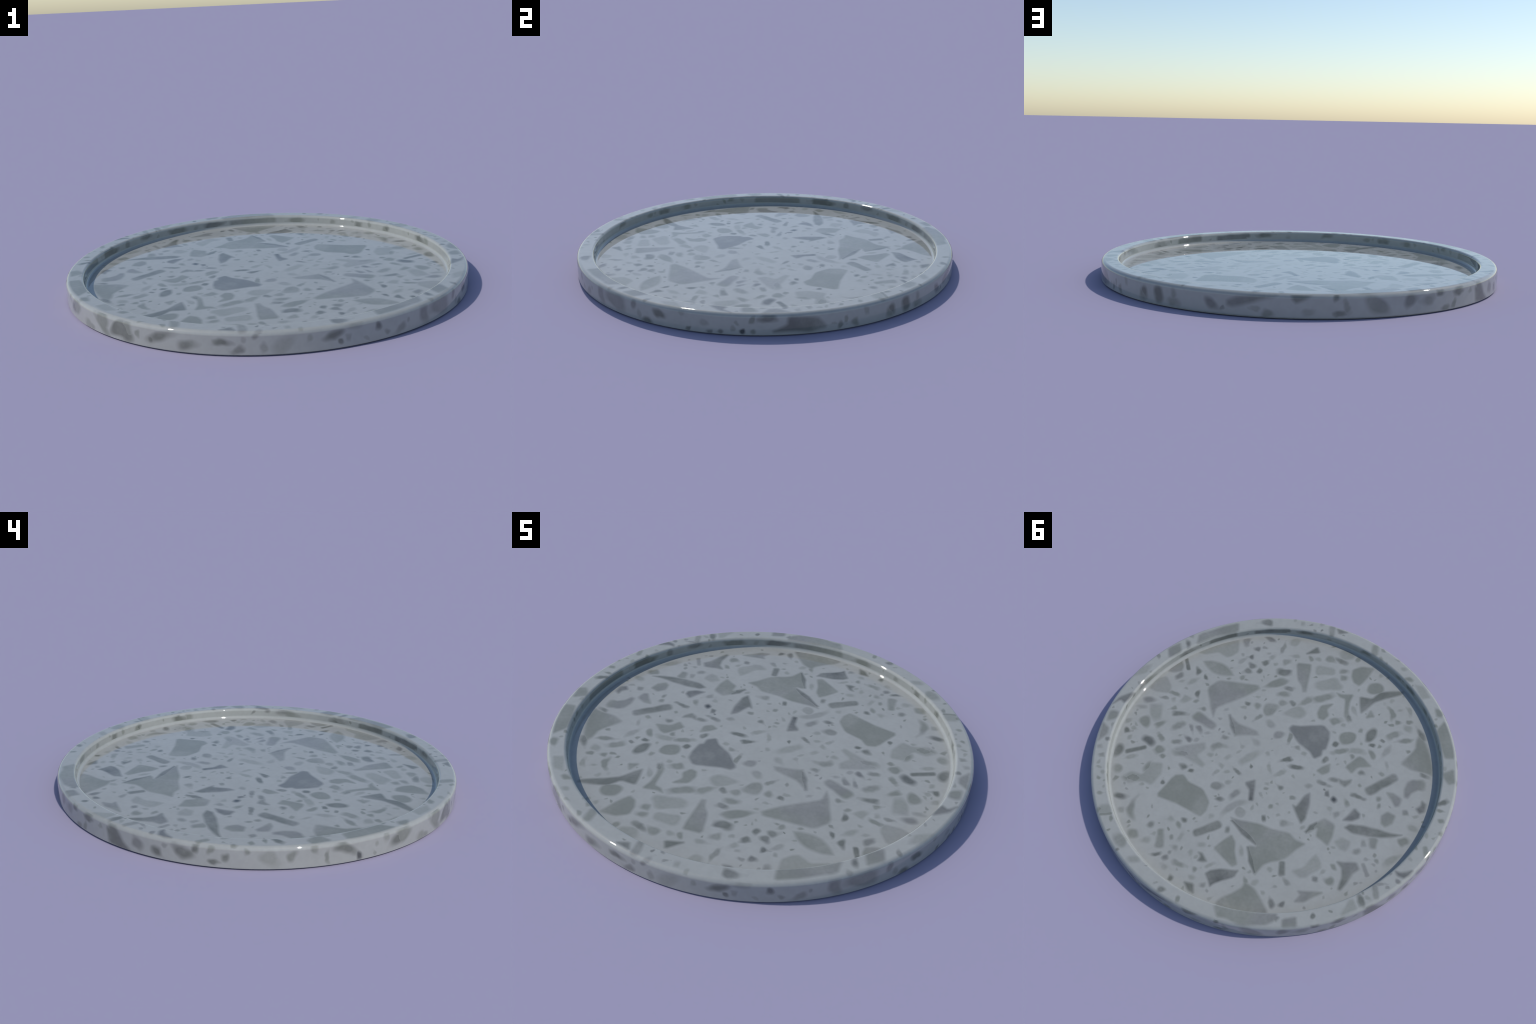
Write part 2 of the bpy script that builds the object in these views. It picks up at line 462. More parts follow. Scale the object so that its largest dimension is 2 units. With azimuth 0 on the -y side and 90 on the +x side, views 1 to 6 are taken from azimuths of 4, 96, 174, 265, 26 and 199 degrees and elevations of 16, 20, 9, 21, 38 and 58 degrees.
    shard("mid", (-0.129, -0.384), (-0.133, -0.443), (-0.199, -0.479), (-0.176, -0.429), (-0.196, -0.388), (-0.177, -0.349), (-0.146, -0.353))
    shard("mid", (-0.186, -0.561), (-0.230, -0.557), (-0.290, -0.577), (-0.283, -0.521), (-0.296, -0.450), (-0.327, -0.394), (-0.312, -0.380), (-0.279, -0.416), (-0.253, -0.531), (-0.218, -0.533))
    pebble("dark", -0.302, -0.412, 0.063, 0.026, 132)
    pebble("mid", -0.245, -0.365, 0.057, 0.040, -144)
    pebble("pale", -0.294, -0.353, 0.025, 0.023, -174)
    pebble("pale", -0.325, -0.469, 0.059, 0.027, 122)
    shard("mid", (-0.401, -0.438), (-0.413, -0.503), (-0.447, -0.462))
    pebble("mid", -0.527, -0.517, 0.087, 0.028, 125, taper=0.00, bend=0.12)
    pebble("mid", -0.583, -0.466, 0.028, 0.026, -162)
    pebble("mid", -0.644, -0.488, 0.036, 0.026, -153)
    pebble("pale", -0.627, -0.560, 0.058, 0.022, 116)
    pebble("pale", -0.647, -0.443, 0.049, 0.040, 171)
    pebble("dark", -0.460, -0.336, 0.091, 0.052, -94)
    pebble("dark", -0.484, -0.271, 0.032, 0.022, -174)
    pebble("mid", -0.527, -0.276, 0.018, 0.022, -178)
    pebble("dark", -0.532, -0.318, 0.028, 0.022, -174)
    pebble("mid", -0.581, -0.372, 0.080, 0.038, -137)
    pebble("mid", -0.651, -0.358, 0.080, 0.030, -152)
    pebble("pale", -0.570, -0.257, 0.086, 0.033, -106)
    pebble("mid", -0.504, -0.213, 0.031, 0.052, -146)
    pebble("mid", -0.338, -0.274, 0.090, 0.094, 157)
    pebble("dark", -0.289, -0.215, 0.039, 0.036, -153)
    pebble("mid", -0.327, -0.176, 0.091, 0.030, -149)
    pebble("pale", -0.414, -0.205, 0.088, 0.034, -168)
    pebble("mid", -0.033, -0.172, 0.066, 0.022, -85)
    pebble("dark", -0.264, -0.097, 0.040, 0.027, -116)
    pebble("dark", -0.061, -0.032, 0.054, 0.027, -146)
    pebble("dark", -0.126, -0.001, 0.074, 0.027, -173)
    shard("mid", (-0.239, -0.015), (-0.267, -0.055), (-0.299, -0.083), (-0.308, -0.029), (-0.277, 0.002))
    pebble("pale", -0.052, 0.065, 0.069, 0.028, -130)
    shard("mid", (-0.382, -0.089), (-0.437, -0.177), (-0.468, -0.170), (-0.521, -0.135), (-0.449, -0.107), (-0.427, -0.056))
    pebble("dark", -0.477, -0.079, 0.031, 0.029, 169)
    pebble("pale", -0.596, -0.169, 0.053, 0.018, 112)
    shard("mid", (-0.662, -0.204), (-0.719, -0.325), (-0.713, -0.381), (-0.717, -0.423), (-0.754, -0.395), (-0.789, -0.339), (-0.837, -0.241), (-0.855, -0.178), (-0.797, -0.184), (-0.726, -0.182))
    pebble("dark", -0.730, -0.423, 0.085, 0.036, 132)
    pebble("dark", -0.808, -0.168, 0.048, 0.025, 172)
    bar("dark", -0.600, -0.042, 0.204, 0.052, -132, taper=-0.04)
    shard("mid", (-0.723, -0.049), (-0.728, -0.101), (-0.754, -0.127), (-0.820, -0.132), (-0.831, -0.102), (-0.791, -0.063), (-0.768, -0.039), (-0.756, -0.001), (-0.735, -0.002))
    pebble("mid", -0.784, -0.099, 0.088, 0.064, -156)
    pebble("dark", -0.349, 0.013, 0.058, 0.029, -173)
    shard("dark", (-0.363, -0.005), (-0.400, -0.000), (-0.437, -0.021), (-0.438, 0.004), (-0.415, 0.037), (-0.382, 0.023))
    pebble("dark", -0.300, 0.051, 0.073, 0.024, 171)
    pebble("mid", -0.489, 0.002, 0.021, 0.021, -177)
    pebble("dark", -0.085, 0.150, 0.034, 0.027, 154)
    pebble("mid", -0.227, 0.092, 0.033, 0.030, -126)
    pebble("dark", -0.336, 0.108, 0.025, 0.033, -150)
    pebble("black", -0.381, 0.131, 0.032, 0.038, -162)
    pebble("dark", -0.500, 0.072, 0.078, 0.022, 173)
    pebble("mid", -0.452, 0.130, 0.045, 0.025, 127)
    pebble("mid", -0.609, 0.050, 0.027, 0.028, -152)
    pebble("mid", -0.621, 0.093, 0.020, 0.028, -162)
    shard("dark", (-0.179, 0.229), (-0.202, 0.234), (-0.224, 0.156), (-0.248, 0.128), (-0.267, 0.200), (-0.273, 0.288), (-0.257, 0.326), (-0.224, 0.288))
    shard("mid", (-0.636, -0.002), (-0.676, -0.011), (-0.728, 0.013), (-0.723, 0.060), (-0.704, 0.071), (-0.675, 0.039))
    shard("dark", (-0.811, 0.047), (-0.832, 0.020), (-0.831, -0.013), (-0.859, 0.002), (-0.863, 0.050), (-0.837, 0.071))
    shard("dark", (-0.480, 0.275), (-0.501, 0.248), (-0.566, 0.234), (-0.663, 0.230), (-0.732, 0.231), (-0.788, 0.220), (-0.719, 0.260), (-0.623, 0.287), (-0.528, 0.295))
    shard("dark", (-0.459, 0.238), (-0.484, 0.189), (-0.503, 0.146), (-0.541, 0.170), (-0.542, 0.198), (-0.508, 0.226))
    pebble("mid", -0.420, 0.212, 0.034, 0.030, -137)
    pebble("pale", -0.377, 0.194, 0.035, 0.025, 115)
    shard("mid", (-0.297, 0.364), (-0.312, 0.323), (-0.342, 0.281), (-0.368, 0.252), (-0.431, 0.275), (-0.438, 0.345), (-0.429, 0.406), (-0.388, 0.385), (-0.356, 0.372), (-0.347, 0.320), (-0.312, 0.367))
    splinter("dark", -0.319, 0.329, 0.089, 0.029, -120)
    shard("pale", (-0.453, 0.371), (-0.484, 0.333), (-0.535, 0.344), (-0.537, 0.374), (-0.526, 0.409), (-0.494, 0.404))
    pebble("mid", -0.581, 0.389, 0.040, 0.032, -129)
    pebble("mid", -0.603, 0.333, 0.037, 0.024, 111)
    bar("mid", -0.649, 0.315, 0.066, 0.040, 102)
    shard("mid", (-0.647, 0.147), (-0.673, 0.110), (-0.721, 0.122), (-0.717, 0.172), (-0.684, 0.207), (-0.659, 0.191))
    pebble("mid", -0.765, 0.087, 0.030, 0.032, -162)
    pebble("pale", -0.826, 0.167, 0.063, 0.038, 167)
    pebble("mid", -0.797, 0.256, 0.054, 0.043, -142)
    pebble("mid", -0.175, 0.351, 0.047, 0.035, -166)
    shard("dark", (-0.498, 0.476), (-0.537, 0.470), (-0.600, 0.449), (-0.623, 0.483), (-0.598, 0.514), (-0.582, 0.579), (-0.563, 0.626), (-0.548, 0.623), (-0.548, 0.553), (-0.534, 0.505))
    pebble("mid", -0.493, 0.511, 0.025, 0.033, -162)
    bar("mid", -0.651, 0.476, 0.079, 0.020, 125)
    pebble("mid", -0.694, 0.410, 0.022, 0.026, -162)
    pebble("dark", -0.422, 0.606, 0.029, 0.028, -162)
    pebble("mid", -0.494, 0.593, 0.045, 0.042, -162)
    shard("pale", (-0.297, 0.600), (-0.346, 0.561), (-0.378, 0.489), (-0.387, 0.471), (-0.424, 0.504), (-0.435, 0.538), (-0.400, 0.580), (-0.377, 0.614), (-0.346, 0.624))
    pebble("pale", -0.449, 0.551, 0.022, 0.029, -172)
    bar("dark", -0.245, 0.604, 0.084, 0.031, 106)
    pebble("mid", -0.289, 0.666, 0.044, 0.024, 137)
    shard("mid", (-0.359, 0.759), (-0.378, 0.713), (-0.358, 0.694), (-0.411, 0.680), (-0.486, 0.662), (-0.440, 0.707), (-0.411, 0.742))
    pebble("dark", -0.305, 0.792, 0.026, 0.027, -162)
    pebble("pale", -0.765, 0.384, 0.098, 0.041, -132)


def chips_in_rim_top(pebble, bar, leaf, splinter, shard):
    shard("mid", (0.808, -0.446), (0.841, -0.516), (0.786, -0.581), (0.751, -0.515))
    pebble("dark", 0.738, -0.584, 0.027, 0.055, -151)
    shard("mid", (0.690, -0.597), (0.704, -0.676), (0.604, -0.767), (0.507, -0.837), (0.483, -0.771), (0.605, -0.683))
    pebble("dark", 0.347, -0.889, 0.066, 0.047, -163)
    shard("dark", (0.986, -0.035), (0.967, -0.098), (0.905, -0.157), (0.889, -0.138), (0.921, -0.066), (0.951, -0.080))
    pebble("mid", 0.946, 0.029, 0.059, 0.062, -157)
    shard("mid", (0.958, 0.221), (0.984, 0.090), (0.937, 0.115), (0.922, 0.156))
    pebble("dark", 0.910, 0.187, 0.028, 0.025, -162)
    pebble("pale", 0.931, 0.246, 0.028, 0.026, -153)
    pebble("mid", 0.898, 0.294, 0.029, 0.025, -155)
    pebble("pale", 0.845, 0.392, 0.027, 0.026, -158)
    pebble("mid", 0.851, 0.433, 0.022, 0.024, -153)
    pebble("mid", 0.805, 0.517, 0.028, 0.024, -157)
    pebble("mid", 0.751, 0.598, 0.073, 0.036, -143)
    pebble("pale", 0.916, -0.319, 0.118, 0.045, -122)
    bar("pale", 0.737, 0.600, 0.075, 0.062, -159)
    bar("mid", 0.722, 0.622, 0.070, 0.018, -157)
    pebble("mid", 0.589, 0.736, 0.080, 0.061, 155)
    pebble("dark", 0.580, 0.793, 0.020, 0.021, 177)
    pebble("pale", 0.477, 0.820, 0.058, 0.037, -157)
    pebble("dark", 0.284, 0.928, 0.037, 0.032, -127)
    shard("mid", (0.006, 0.917), (-0.125, 0.902), (-0.249, 0.878), (-0.311, 0.864), (-0.306, 0.908), (-0.266, 0.945), (-0.154, 0.983), (-0.070, 0.969), (-0.032, 0.975))
    bar("mid", -0.045, -0.951, 0.089, 0.034, 102)
    shard("dark", (-0.066, -0.980), (-0.145, -0.970), (-0.091, -0.939))
    bar("mid", -0.329, -0.889, 0.082, 0.039, 98)
    pebble("pale", -0.526, -0.804, 0.032, 0.028, -155)
    pebble("mid", -0.573, -0.742, 0.050, 0.032, -177)
    shard("pale", (-0.609, -0.715), (-0.661, -0.718), (-0.721, -0.652), (-0.675, -0.627))
    pebble("mid", -0.789, -0.560, 0.065, 0.044, 133)
    shard("mid", (-0.805, -0.448), (-0.832, -0.521), (-0.889, -0.431), (-0.941, -0.290), (-0.888, -0.272), (-0.838, -0.369))
    shard("mid", (-0.898, -0.181), (-0.949, -0.223), (-0.977, -0.140), (-0.944, -0.120), (-0.909, -0.151))
    pebble("dark", -0.936, 0.000, 0.063, 0.026, -141)
    pebble("mid", -0.937, 0.051, 0.036, 0.020, -176)
    pebble("mid", -0.955, 0.109, 0.028, 0.025, -155)
    pebble("mid", -0.969, 0.182, 0.023, 0.025, -162)
    bar("mid", -0.920, 0.307, 0.059, 0.026, 111)
    shard("dark", (-0.798, 0.460), (-0.825, 0.462), (-0.886, 0.427), (-0.872, 0.465), (-0.851, 0.487), (-0.817, 0.483))
    pebble("mid", -0.828, 0.513, 0.026, 0.025, -162)
    bar("mid", -0.735, 0.601, 0.078, 0.028, 113)
    pebble("mid", -0.749, 0.556, 0.052, 0.016, -155)
    pebble("dark", -0.676, 0.671, 0.068, 0.033, 116)
    shard("pale", (-0.604, 0.766), (-0.623, 0.686), (-0.639, 0.673), (-0.677, 0.717), (-0.611, 0.781))
    pebble("dark", -0.478, 0.823, 0.022, 0.030, -176)
    shard("mid", (-0.341, 0.886), (-0.402, 0.851), (-0.422, 0.900), (-0.351, 0.927))
    pebble("mid", -0.305, 0.890, 0.034, 0.026, 167)


def chips_in_outer_wall(pebble, bar, leaf, splinter, shard):
    pebble("mid", -146.5, 0.064, 0.063, 0.079, -104)
    pebble("mid", -139.1, 0.019, 0.054, 0.044, -31)
    pebble("mid", -132.2, 0.071, 0.090, 0.079, -29)
    pebble("dark", -124.6, 0.053, 0.075, 0.105, -93)
    pebble("mid", -119.5, 0.055, 0.024, 0.027, -9)
    pebble("dark", -112.4, 0.062, 0.132, 0.035, 20)
    pebble("dark", -115.5, 0.043, 0.029, 0.032, -73)
    pebble("dark", -105.8, 0.037, 0.080, 0.039, 12)
    pebble("dark", -97.2, 0.056, 0.073, 0.027, -1)
    pebble("dark", -93.5, 0.026, 0.051, 0.029, 28)
    pebble("pale", -82.9, 0.048, 0.101, 0.057, 44)
    pebble("mid", -89.3, 0.086, 0.022, 0.030, -46)
    pebble("dark", -71.0, 0.064, 0.087, 0.036, 18)
    pebble("pale", -66.0, 0.089, 0.074, 0.027, 2)
    pebble("black", -59.5, 0.066, 0.027, 0.033, -9)
    pebble("mid", -57.0, 0.032, 0.025, 0.022, -9)
    pebble("mid", -52.8, 0.029, 0.056, 0.030, 24)
    pebble("mid", -44.7, 0.057, 0.077, 0.051, -83)
    pebble("dark", -37.6, 0.064, 0.111, 0.051, -11)
    pebble("dark", 127.1, 0.081, 0.065, 0.039, 17)
    shard("dark", (135.4, 0.100), (138.0, 0.099), (141.1, 0.020), (138.6, 0.014), (135.1, 0.010))
    pebble("dark", 152.1, 0.124, 0.072, 0.026, -7)
    pebble("dark", 150.3, 0.036, 0.055, 0.041, -41)
    pebble("dark", 157.1, 0.059, 0.087, 0.052, -36)
    pebble("dark", 160.3, 0.082, 0.030, 0.041, 3)
    pebble("dark", 164.7, 0.029, 0.049, 0.025, -1)
    pebble("dark", 167.5, 0.051, 0.029, 0.033, -0)
    pebble("mid", 172.6, 0.081, 0.024, 0.026, -2)
    pebble("pale", 177.9, 0.049, 0.078, 0.061, -48)
    pebble("mid", -171.6, 0.089, 0.032, 0.040, -3)
    pebble("mid", -168.3, 0.043, 0.053, 0.017, -86)
    pebble("dark", -163.5, 0.067, 0.106, 0.039, -28)
    pebble("black", -159.9, 0.025, 0.025, 0.035, -8)
    pebble("dark", -147.3, 0.062, 0.115, 0.055, 23)
    pebble("mid", -132.4, 0.046, 0.131, 0.038, -40)
    pebble("mid", -123.4, 0.057, 0.083, 0.078, 21)
    pebble("mid", -137.8, 0.019, 0.066, 0.022, -11)
    pebble("mid", 40.8, 0.036, 0.058, 0.044, -77)
    bar("dark", 46.6, 0.049, 0.069, 0.050, -81)
    pebble("mid", 51.6, 0.060, 0.027, 0.048, 4)
    pebble("dark", 62.2, 0.043, 0.066, 0.038, -30)
    shard("dark", (66.3, 0.064), (68.7, 0.083), (72.8, 0.092), (78.9, 0.097), (75.5, 0.079), (71.0, 0.054), (67.8, 0.038), (66.3, 0.044))
    shard("dark", (81.2, 0.103), (86.8, 0.103), (85.5, 0.085), (82.7, 0.064), (81.8, 0.079))
    pebble("dark", 92.2, 0.093, 0.025, 0.030, -1)
    pebble("mid", 94.6, 0.053, 0.062, 0.024, -72)
    pebble("mid", 76.2, 0.020, 0.045, 0.030, 3)
    pebble("dark", 93.0, 0.023, 0.051, 0.022, 6)
    pebble("mid", 102.0, 0.052, 0.111, 0.066, -21)
    pebble("dark", 111.0, 0.066, 0.057, 0.051, 4)
    pebble("mid", 116.3, 0.058, 0.069, 0.043, 1)
    pebble("dark", 120.2, 0.084, 0.043, 0.027, -2)
    pebble("dark", 127.0, 0.076, 0.070, 0.031, -2)
    pebble("mid", 122.2, 0.015, 0.051, 0.026, -0)
    shard("dark", (134.8, 0.079), (137.1, 0.077), (143.6, -0.007), (135.3, 0.008))
    pebble("mid", 144.7, 0.051, 0.063, 0.055, -67)
    pebble("mid", -38.0, 0.061, 0.150, 0.071, -4)
    pebble("dark", -26.0, 0.012, 0.052, 0.035, 6)
    pebble("dark", -22.1, 0.060, 0.058, 0.036, -2)
    pebble("mid", -30.5, 0.075, 0.031, 0.045, 6)
    pebble("mid", 3.0, 0.075, 0.024, 0.034, 1)
    pebble("dark", 6.8, 0.081, 0.077, 0.032, 1)
    shard("dark", (12.0, 0.091), (19.5, 0.080), (22.1, 0.026), (17.7, 0.010), (13.2, 0.019), (7.8, 0.019), (11.8, 0.051))
    pebble("black", 0.5, 0.021, 0.022, 0.024, 2)
    pebble("dark", -5.1, 0.016, 0.024, 0.022, 5)
    pebble("mid", 3.2, 0.021, 0.022, 0.022, 1)
    pebble("dark", -7.9, 0.012, 0.025, 0.019, 4)
    pebble("dark", 25.7, 0.027, 0.024, 0.033, -3)
    pebble("mid", 29.8, 0.028, 0.030, 0.035, -2)
    pebble("dark", 41.3, 0.047, 0.042, 0.046, -2)
    pebble("mid", 51.6, 0.028, 0.059, 0.036, -11)
    pebble("dark", -13.7, 0.015, 0.021, 0.019, 1)


def chips_in_inner_wall(pebble, bar, leaf, splinter, shard):
    pebble("dark", 128.6, 0.073, 0.097, 0.041, -179)
    pebble("dark", 113.4, 0.077, 0.110, 0.034, 179)
    pebble("dark", 142.6, 0.089, 0.075, 0.033, 180)
    pebble("dark", 162.3, 0.080, 0.154, 0.042, -178)
    pebble("mid", 152.1, 0.078, 0.035, 0.043, 178)
    pebble("mid", 81.6, 0.072, 0.088, 0.037, 176)
    pebble("mid", 67.0, 0.073, 0.031, 0.027, 176)
    pebble("dark", 56.3, 0.065, 0.030, 0.027, -178)
    pebble("mid", 44.1, 0.071, 0.044, 0.040, -179)
    pebble("dark", 26.6, 0.077, 0.043, 0.038, -180)
    pebble("mid", 21.7, 0.078, 0.044, 0.038, 179)
    bar("mid", 98.2, 0.075, 0.281, 0.037, 179)
    pebble("dark", 25.4, 0.073, 0.073, 0.034, -175)
    pebble("mid", 21.9, 0.072, 0.031, 0.028, 179)
    pebble("dark", 43.9, 0.075, 0.039, 0.034, -176)
    pebble("dark", 56.3, 0.072, 0.046, 0.035, -179)
    pebble("mid", -18.2, 0.077, 0.096, 0.038, -163)
    pebble("mid", -9.0, 0.092, 0.036, 0.028, 178)
    pebble("dark", -37.0, 0.070, 0.098, 0.037, 180)
    bar("dark", -51.6, 0.078, 0.177, 0.036, 178)
    bar("dark", -70.7, 0.078, 0.215, 0.031, 176)
    pebble("dark", -131.3, 0.079, 0.059, 0.034, -175)
    bar("mid", -178.9, 0.076, 0.287, 0.052, 179)
    shard("dark", (166.7, 0.100), (161.0, 0.107), (157.9, 0.072), (166.5, 0.057))
    pebble("dark", 126.9, 0.070, 0.073, 0.042, 180)
    pebble("dark", -108.2, 0.090, 0.065, 0.034, -178)
    pebble("mid", 178.6, 0.081, 0.030, 0.052, 178)
    pebble("mid", -141.3, 0.077, 0.056, 0.035, -179)
    shard("dark", (-64.4, 0.062), (-67.3, 0.087), (-76.7, 0.090), (-76.0, 0.061), (-68.1, 0.057))
    pebble("dark", -83.6, 0.085, 0.099, 0.029, 177)
    pebble("mid", -37.5, 0.074, 0.071, 0.039, 178)
    pebble("mid", -16.1, 0.084, 0.105, 0.038, 180)
    pebble("mid", -124.0, 0.078, 0.039, 0.026, -180)
    pebble("dark", -130.4, 0.080, 0.057, 0.026, -179)


for surface, lay in ((floor, chips_in_floor), (rim_top, chips_in_rim_top), (outer_wall, chips_in_outer_wall), (inner_wall, chips_in_inner_wall)):
    lay(surface.pebble, surface.bar, surface.leaf, surface.splinter, surface.shard)


def scatter_grit(surface, count, draw, size):
    """small faint grains in the cement between the chips."""
    placed = 0
    for _ in range(count * 12):
        if placed >= count:
            break
        p = np.array(draw())
        length = RNG.uniform(*size)
        near = [c for c in surface.chips if np.hypot(*(c.centre - p)) < c.reach + length]
        if any(float(c.field(p[None])[0]) > -0.6 * length for c in near):
            continue
        a, b = (math.degrees(p[0] / surface.radius), p[1]) if surface.radius else p
        tone = RNG.choice(["pale", "mid", "dark"], p=[0.68, 0.30, 0.02])
        surface.pebble(tone, a, b, length, length * RNG.uniform(0.45, 0.85), RNG.uniform(0, 180))
        placed += 1


def in_ring(r0, r1):
    r, a = math.sqrt(RNG.uniform(r0 * r0, r1 * r1)), RNG.uniform(0, 2 * math.pi)
    return r * math.cos(a), r * math.sin(a)


scatter_grit(floor, 150, lambda: in_ring(0.0, 0.89), (0.012, 0.032))
scatter_grit(rim_top, 40, lambda: in_ring(0.915, 0.985), (0.014, 0.035))
scatter_grit(outer_wall, 26, lambda: (RNG.uniform(-math.pi, math.pi), RNG.uniform(0.02, 0.085)), (0.02, 0.05))
scatter_grit(inner_wall, 16, lambda: (RNG.uniform(-math.pi, math.pi) * R_WALL, RNG.uniform(0.06, 0.09)), (0.015, 0.035))


# ------------------------------------------------------------------ chip meshes
def on_surface(surface, p, lift):
    """points and normals on the face, raised by lift along the normal."""
    if surface is floor:
        r = np.hypot(p[:, 0], p[:, 1])
        p = p * np.minimum(1.0, R_FLOOR / np.maximum(r, 1e-9))[:, None]   # end flush with the hollow
        normal = np.zeros((len(p), 3))
        normal[:, 2] = 1
        return np.column_stack([p, np.full(len(p), Z_FLOOR)]) + normal * lift[:, None], normal
    if surface is rim_top:
        r = np.clip(np.hypot(p[:, 0], p[:, 1]), R_WALL + 0.003, R_OUT - 0.003)
        angle = np.arctan2(p[:, 1], p[:, 0])
        z = rim_height(r)
    else:
        low = Z_LIP + ROUND_FOOT if surface is outer_wall else Z_FLOOR + FILLET
        angle, z = p[:, 0] / surface.radius, np.maximum(p[:, 1], low)
        rad, side = (ROUND_OUT, -1) if surface is outer_wall else (ROUND_IN, 1)
        up = np.clip(z - (Z_TOP - rad), 0, rad * 0.9)
        r = surface.radius + side * (rad - np.sqrt(rad ** 2 - up ** 2))
    nr, nz = rim_normal(r, z)
    c, s = np.cos(angle), np.sin(angle)
    normal = np.column_stack([nr * c, nr * s, nz])
    return np.column_stack([r * c, r * s, z]) + normal * lift[:, None], normal


def allowed(surface, p):
    """distance to the border of the face, so that no chip runs off it."""
    if surface is floor:
        return R_FLOOR - np.hypot(p[..., 0], p[..., 1])
    if surface is rim_top:
        r = np.hypot(p[..., 0], p[..., 1])
        return np.minimum(R_OUT - 0.003 - r, r - R_WALL - 0.003)
    low = Z_LIP + ROUND_FOOT if surface is outer_wall else Z_FLOOR + FILLET
    return np.minimum(p[..., 1] - low, Z_TOP - 0.006 - p[..., 1])


def chip_geometry(surface, chip, number):
    soft = min(EDGE[surface.name], 0.40 * chip.width)
    step = min(max(0.45 * soft, 0.0018), 0.005 if surface is floor else 0.0025)
    n = int(math.ceil(2 * (chip.reach + soft) / step)) + 1
    axis = (np.arange(n) - 0.5 * (n - 1)) * step
    grid = np.stack(np.meshgrid(axis, axis, indexing="ij"), -1) + chip.centre
    inside = chip.field(grid)
    border = allowed(surface, grid)
    t = np.clip((inside + soft) / (2 * soft), 0, 1)
    t = t * t * (3 - 2 * t)
    full = 1.05 * LIFT + 0.0000008 * (number % 97)           # no two chips share a plane
    lift = full * (1.10 * t - 0.10)
    keep = (inside > -soft) & (border > 0)
    cells = keep[:-1, :-1] | keep[1:, :-1] | keep[:-1, 1:] | keep[1:, 1:]
    room = border > -1.5 * step
    cells &= room[:-1, :-1] & room[1:, :-1] & room[:-1, 1:] & room[1:, 1:]
    if not cells.any():
        return None
    index = np.arange(n * n).reshape(n, n)
    quads = np.stack([index[:-1, :-1], index[1:, :-1], index[1:, 1:], index[:-1, 1:]], -1)[cells]
    used, quads = np.unique(quads, return_inverse=True)
    quads = quads.reshape(-1, 4)
    points, normals = on_surface(surface, grid.reshape(-1, 2)[used], lift.reshape(-1)[used])
    a, b, c = points[quads[0, 0]], points[quads[0, 1]], points[quads[0, 2]]
    if np.dot(np.cross(b - a, c - a), normals[quads[0, 0]]) < 0:
        quads = quads[:, ::-1]
    return points, quads, normals


EDGE = {"floor": 0.0140, "rim_top": 0.0150, "outer_wall": 0.0180, "inner_wall": 0.0150}


def mesh_object(name, points, faces, normals, material, parent):
    mesh = bpy.data.meshes.new(name)
    mesh.from_pydata(points.tolist() if hasattr(points, "tolist") else points, [], faces.tolist() if hasattr(faces, "tolist") else faces)
    mesh.polygons.foreach_set("use_smooth", [True] * len(mesh.polygons))
    if normals is not None:
        mesh.normals_split_custom_set_from_vertices([tuple(v) for v in normals])
    for m in material if isinstance(material, list) else [material]:
        mesh.materials.append(m)
    obj = bpy.data.objects.new(name, mesh)
    bpy.context.scene.collection.objects.link(obj)
    obj.parent = parent
    return obj


# ------------------------------------------------------------------ the tray itself
def revolve(profile, normals):
    angle = np.arange(SEG) * 2 * math.pi / SEG
    c, s = np.cos(angle), np.sin(angle)
    p = np.stack([profile[:, 0, None] * c, profile[:, 0, None] * s, np.repeat(profile[:, 1, None], SEG, 1)], -1)
    v = np.stack([normals[:, 0, None] * c, normals[:, 0, None] * s, np.repeat(normals[:, 1, None], SEG, 1)], -1)
    rows, nxt = np.arange(len(profile) - 1), (np.arange(SEG) + 1) % SEG
    a = rows[:, None] * SEG + np.arange(SEG)
    b = rows[:, None] * SEG + nxt
    quads = np.stack([a, a + SEG, b + SEG, b], -1).reshape(-1, 4)
    return p.reshape(-1, 3), quads, v.reshape(-1, 3)


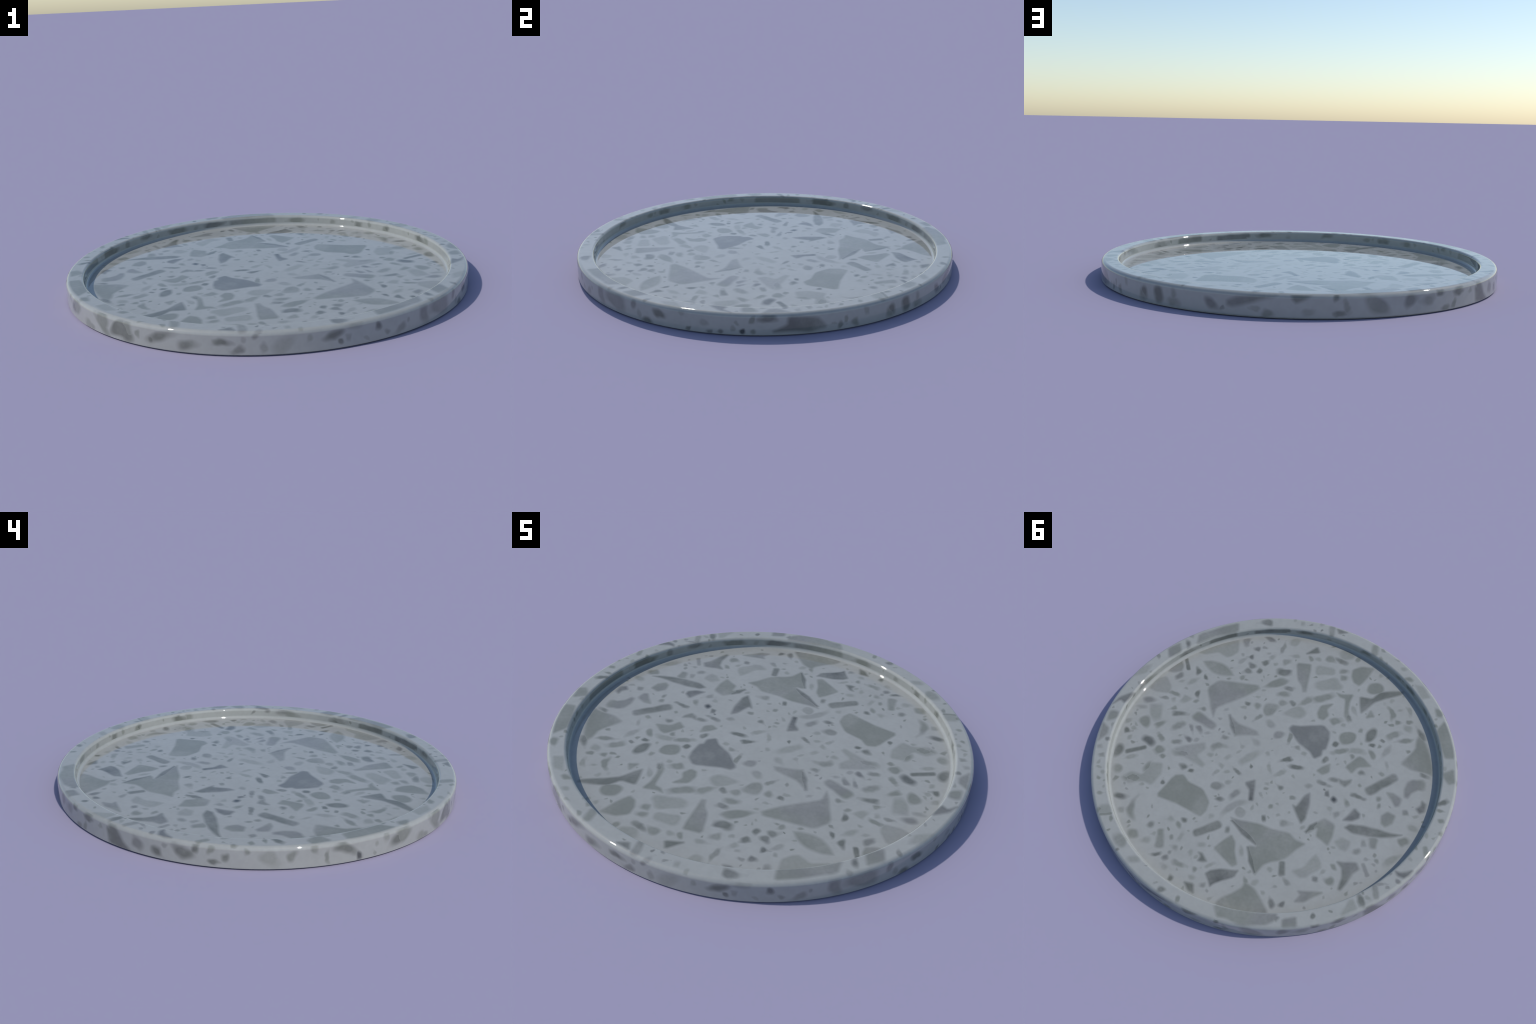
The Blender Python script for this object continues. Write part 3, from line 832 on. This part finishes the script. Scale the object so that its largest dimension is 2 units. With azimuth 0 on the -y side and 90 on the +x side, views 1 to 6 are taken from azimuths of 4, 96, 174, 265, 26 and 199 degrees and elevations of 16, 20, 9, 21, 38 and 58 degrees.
cement = cement_material()
tray = bpy.data.objects.new("terrazzo_tray", None)
bpy.context.scene.collection.objects.link(tray)
tray["label"] = "round polished grey terrazzo tray with a raised rim"
tray["category"] = "tray"

profile, profile_normals = rim_profile()
points, quads, normals = revolve(profile, profile_normals)
rim = mesh_object("rim", points, quads, normals, cement, tray)

# the base: polished floor above, flat underside below, sharing the rim's border rings
ring = np.linspace(0.0, R_FLOOR, 13)[1:]
floor_profile = np.column_stack([ring, np.full(len(ring), Z_FLOOR)])
points, quads, normals = revolve(floor_profile, np.tile([0.0, 1.0], (len(ring), 1)))
under = np.linspace(0.0, R_FOOT, 13)[1:]
low_points, low_quads, low_normals = revolve(np.column_stack([under, np.zeros(len(under))]), np.tile([0.0, -1.0], (len(under), 1)))
faces = quads.tolist() + (low_quads[:, ::-1] + len(points)).tolist()
faces.append(list(range(SEG)))
faces.append([len(points) + i for i in range(SEG)][::-1])
base = mesh_object("base", np.concatenate([points, low_points]), faces, np.concatenate([normals, low_normals]), cement, tray)

# ------------------------------------------------------------------ set the chips
stone = {(tone, on_rim): chip_material(tone, on_rim) for tone in TONES for on_rim in (False, True)}
built = []
for surface in (floor, rim_top, outer_wall, inner_wall):
    for chip in surface.chips:
        made = chip_geometry(surface, chip, len(built))
        if made:
            built.append((chip.reach * chip.width, surface, chip, made))
order = sorted(range(len(built)), key=lambda i: -built[i][0])
single, rest = sorted(order[:295]), sorted(order[295:])
for i in single:
    _, surface, chip, (p, q, v) = built[i]
    mesh_object("stone_chip", p, q, v, stone[chip.tone, surface is not floor], base if surface is floor else rim)
for on_rim, parent in ((False, base), (True, rim)):
    tones, p_all, q_all, v_all, slot, start = list(TONES), [], [], [], [], 0
    for i in rest:
        _, surface, chip, (p, q, v) = built[i]
        if (surface is not floor) == on_rim:
            p_all.append(p), q_all.append(q + start), v_all.append(v)
            slot += [tones.index(chip.tone)] * len(q)
            start += len(p)
    if p_all:
        grit = mesh_object("stone_grit", np.concatenate(p_all), np.concatenate(q_all), np.concatenate(v_all), [stone[t, on_rim] for t in tones], parent)
        grit.data.polygons.foreach_set("material_index", slot)
        grit["kind"] = "stuff"
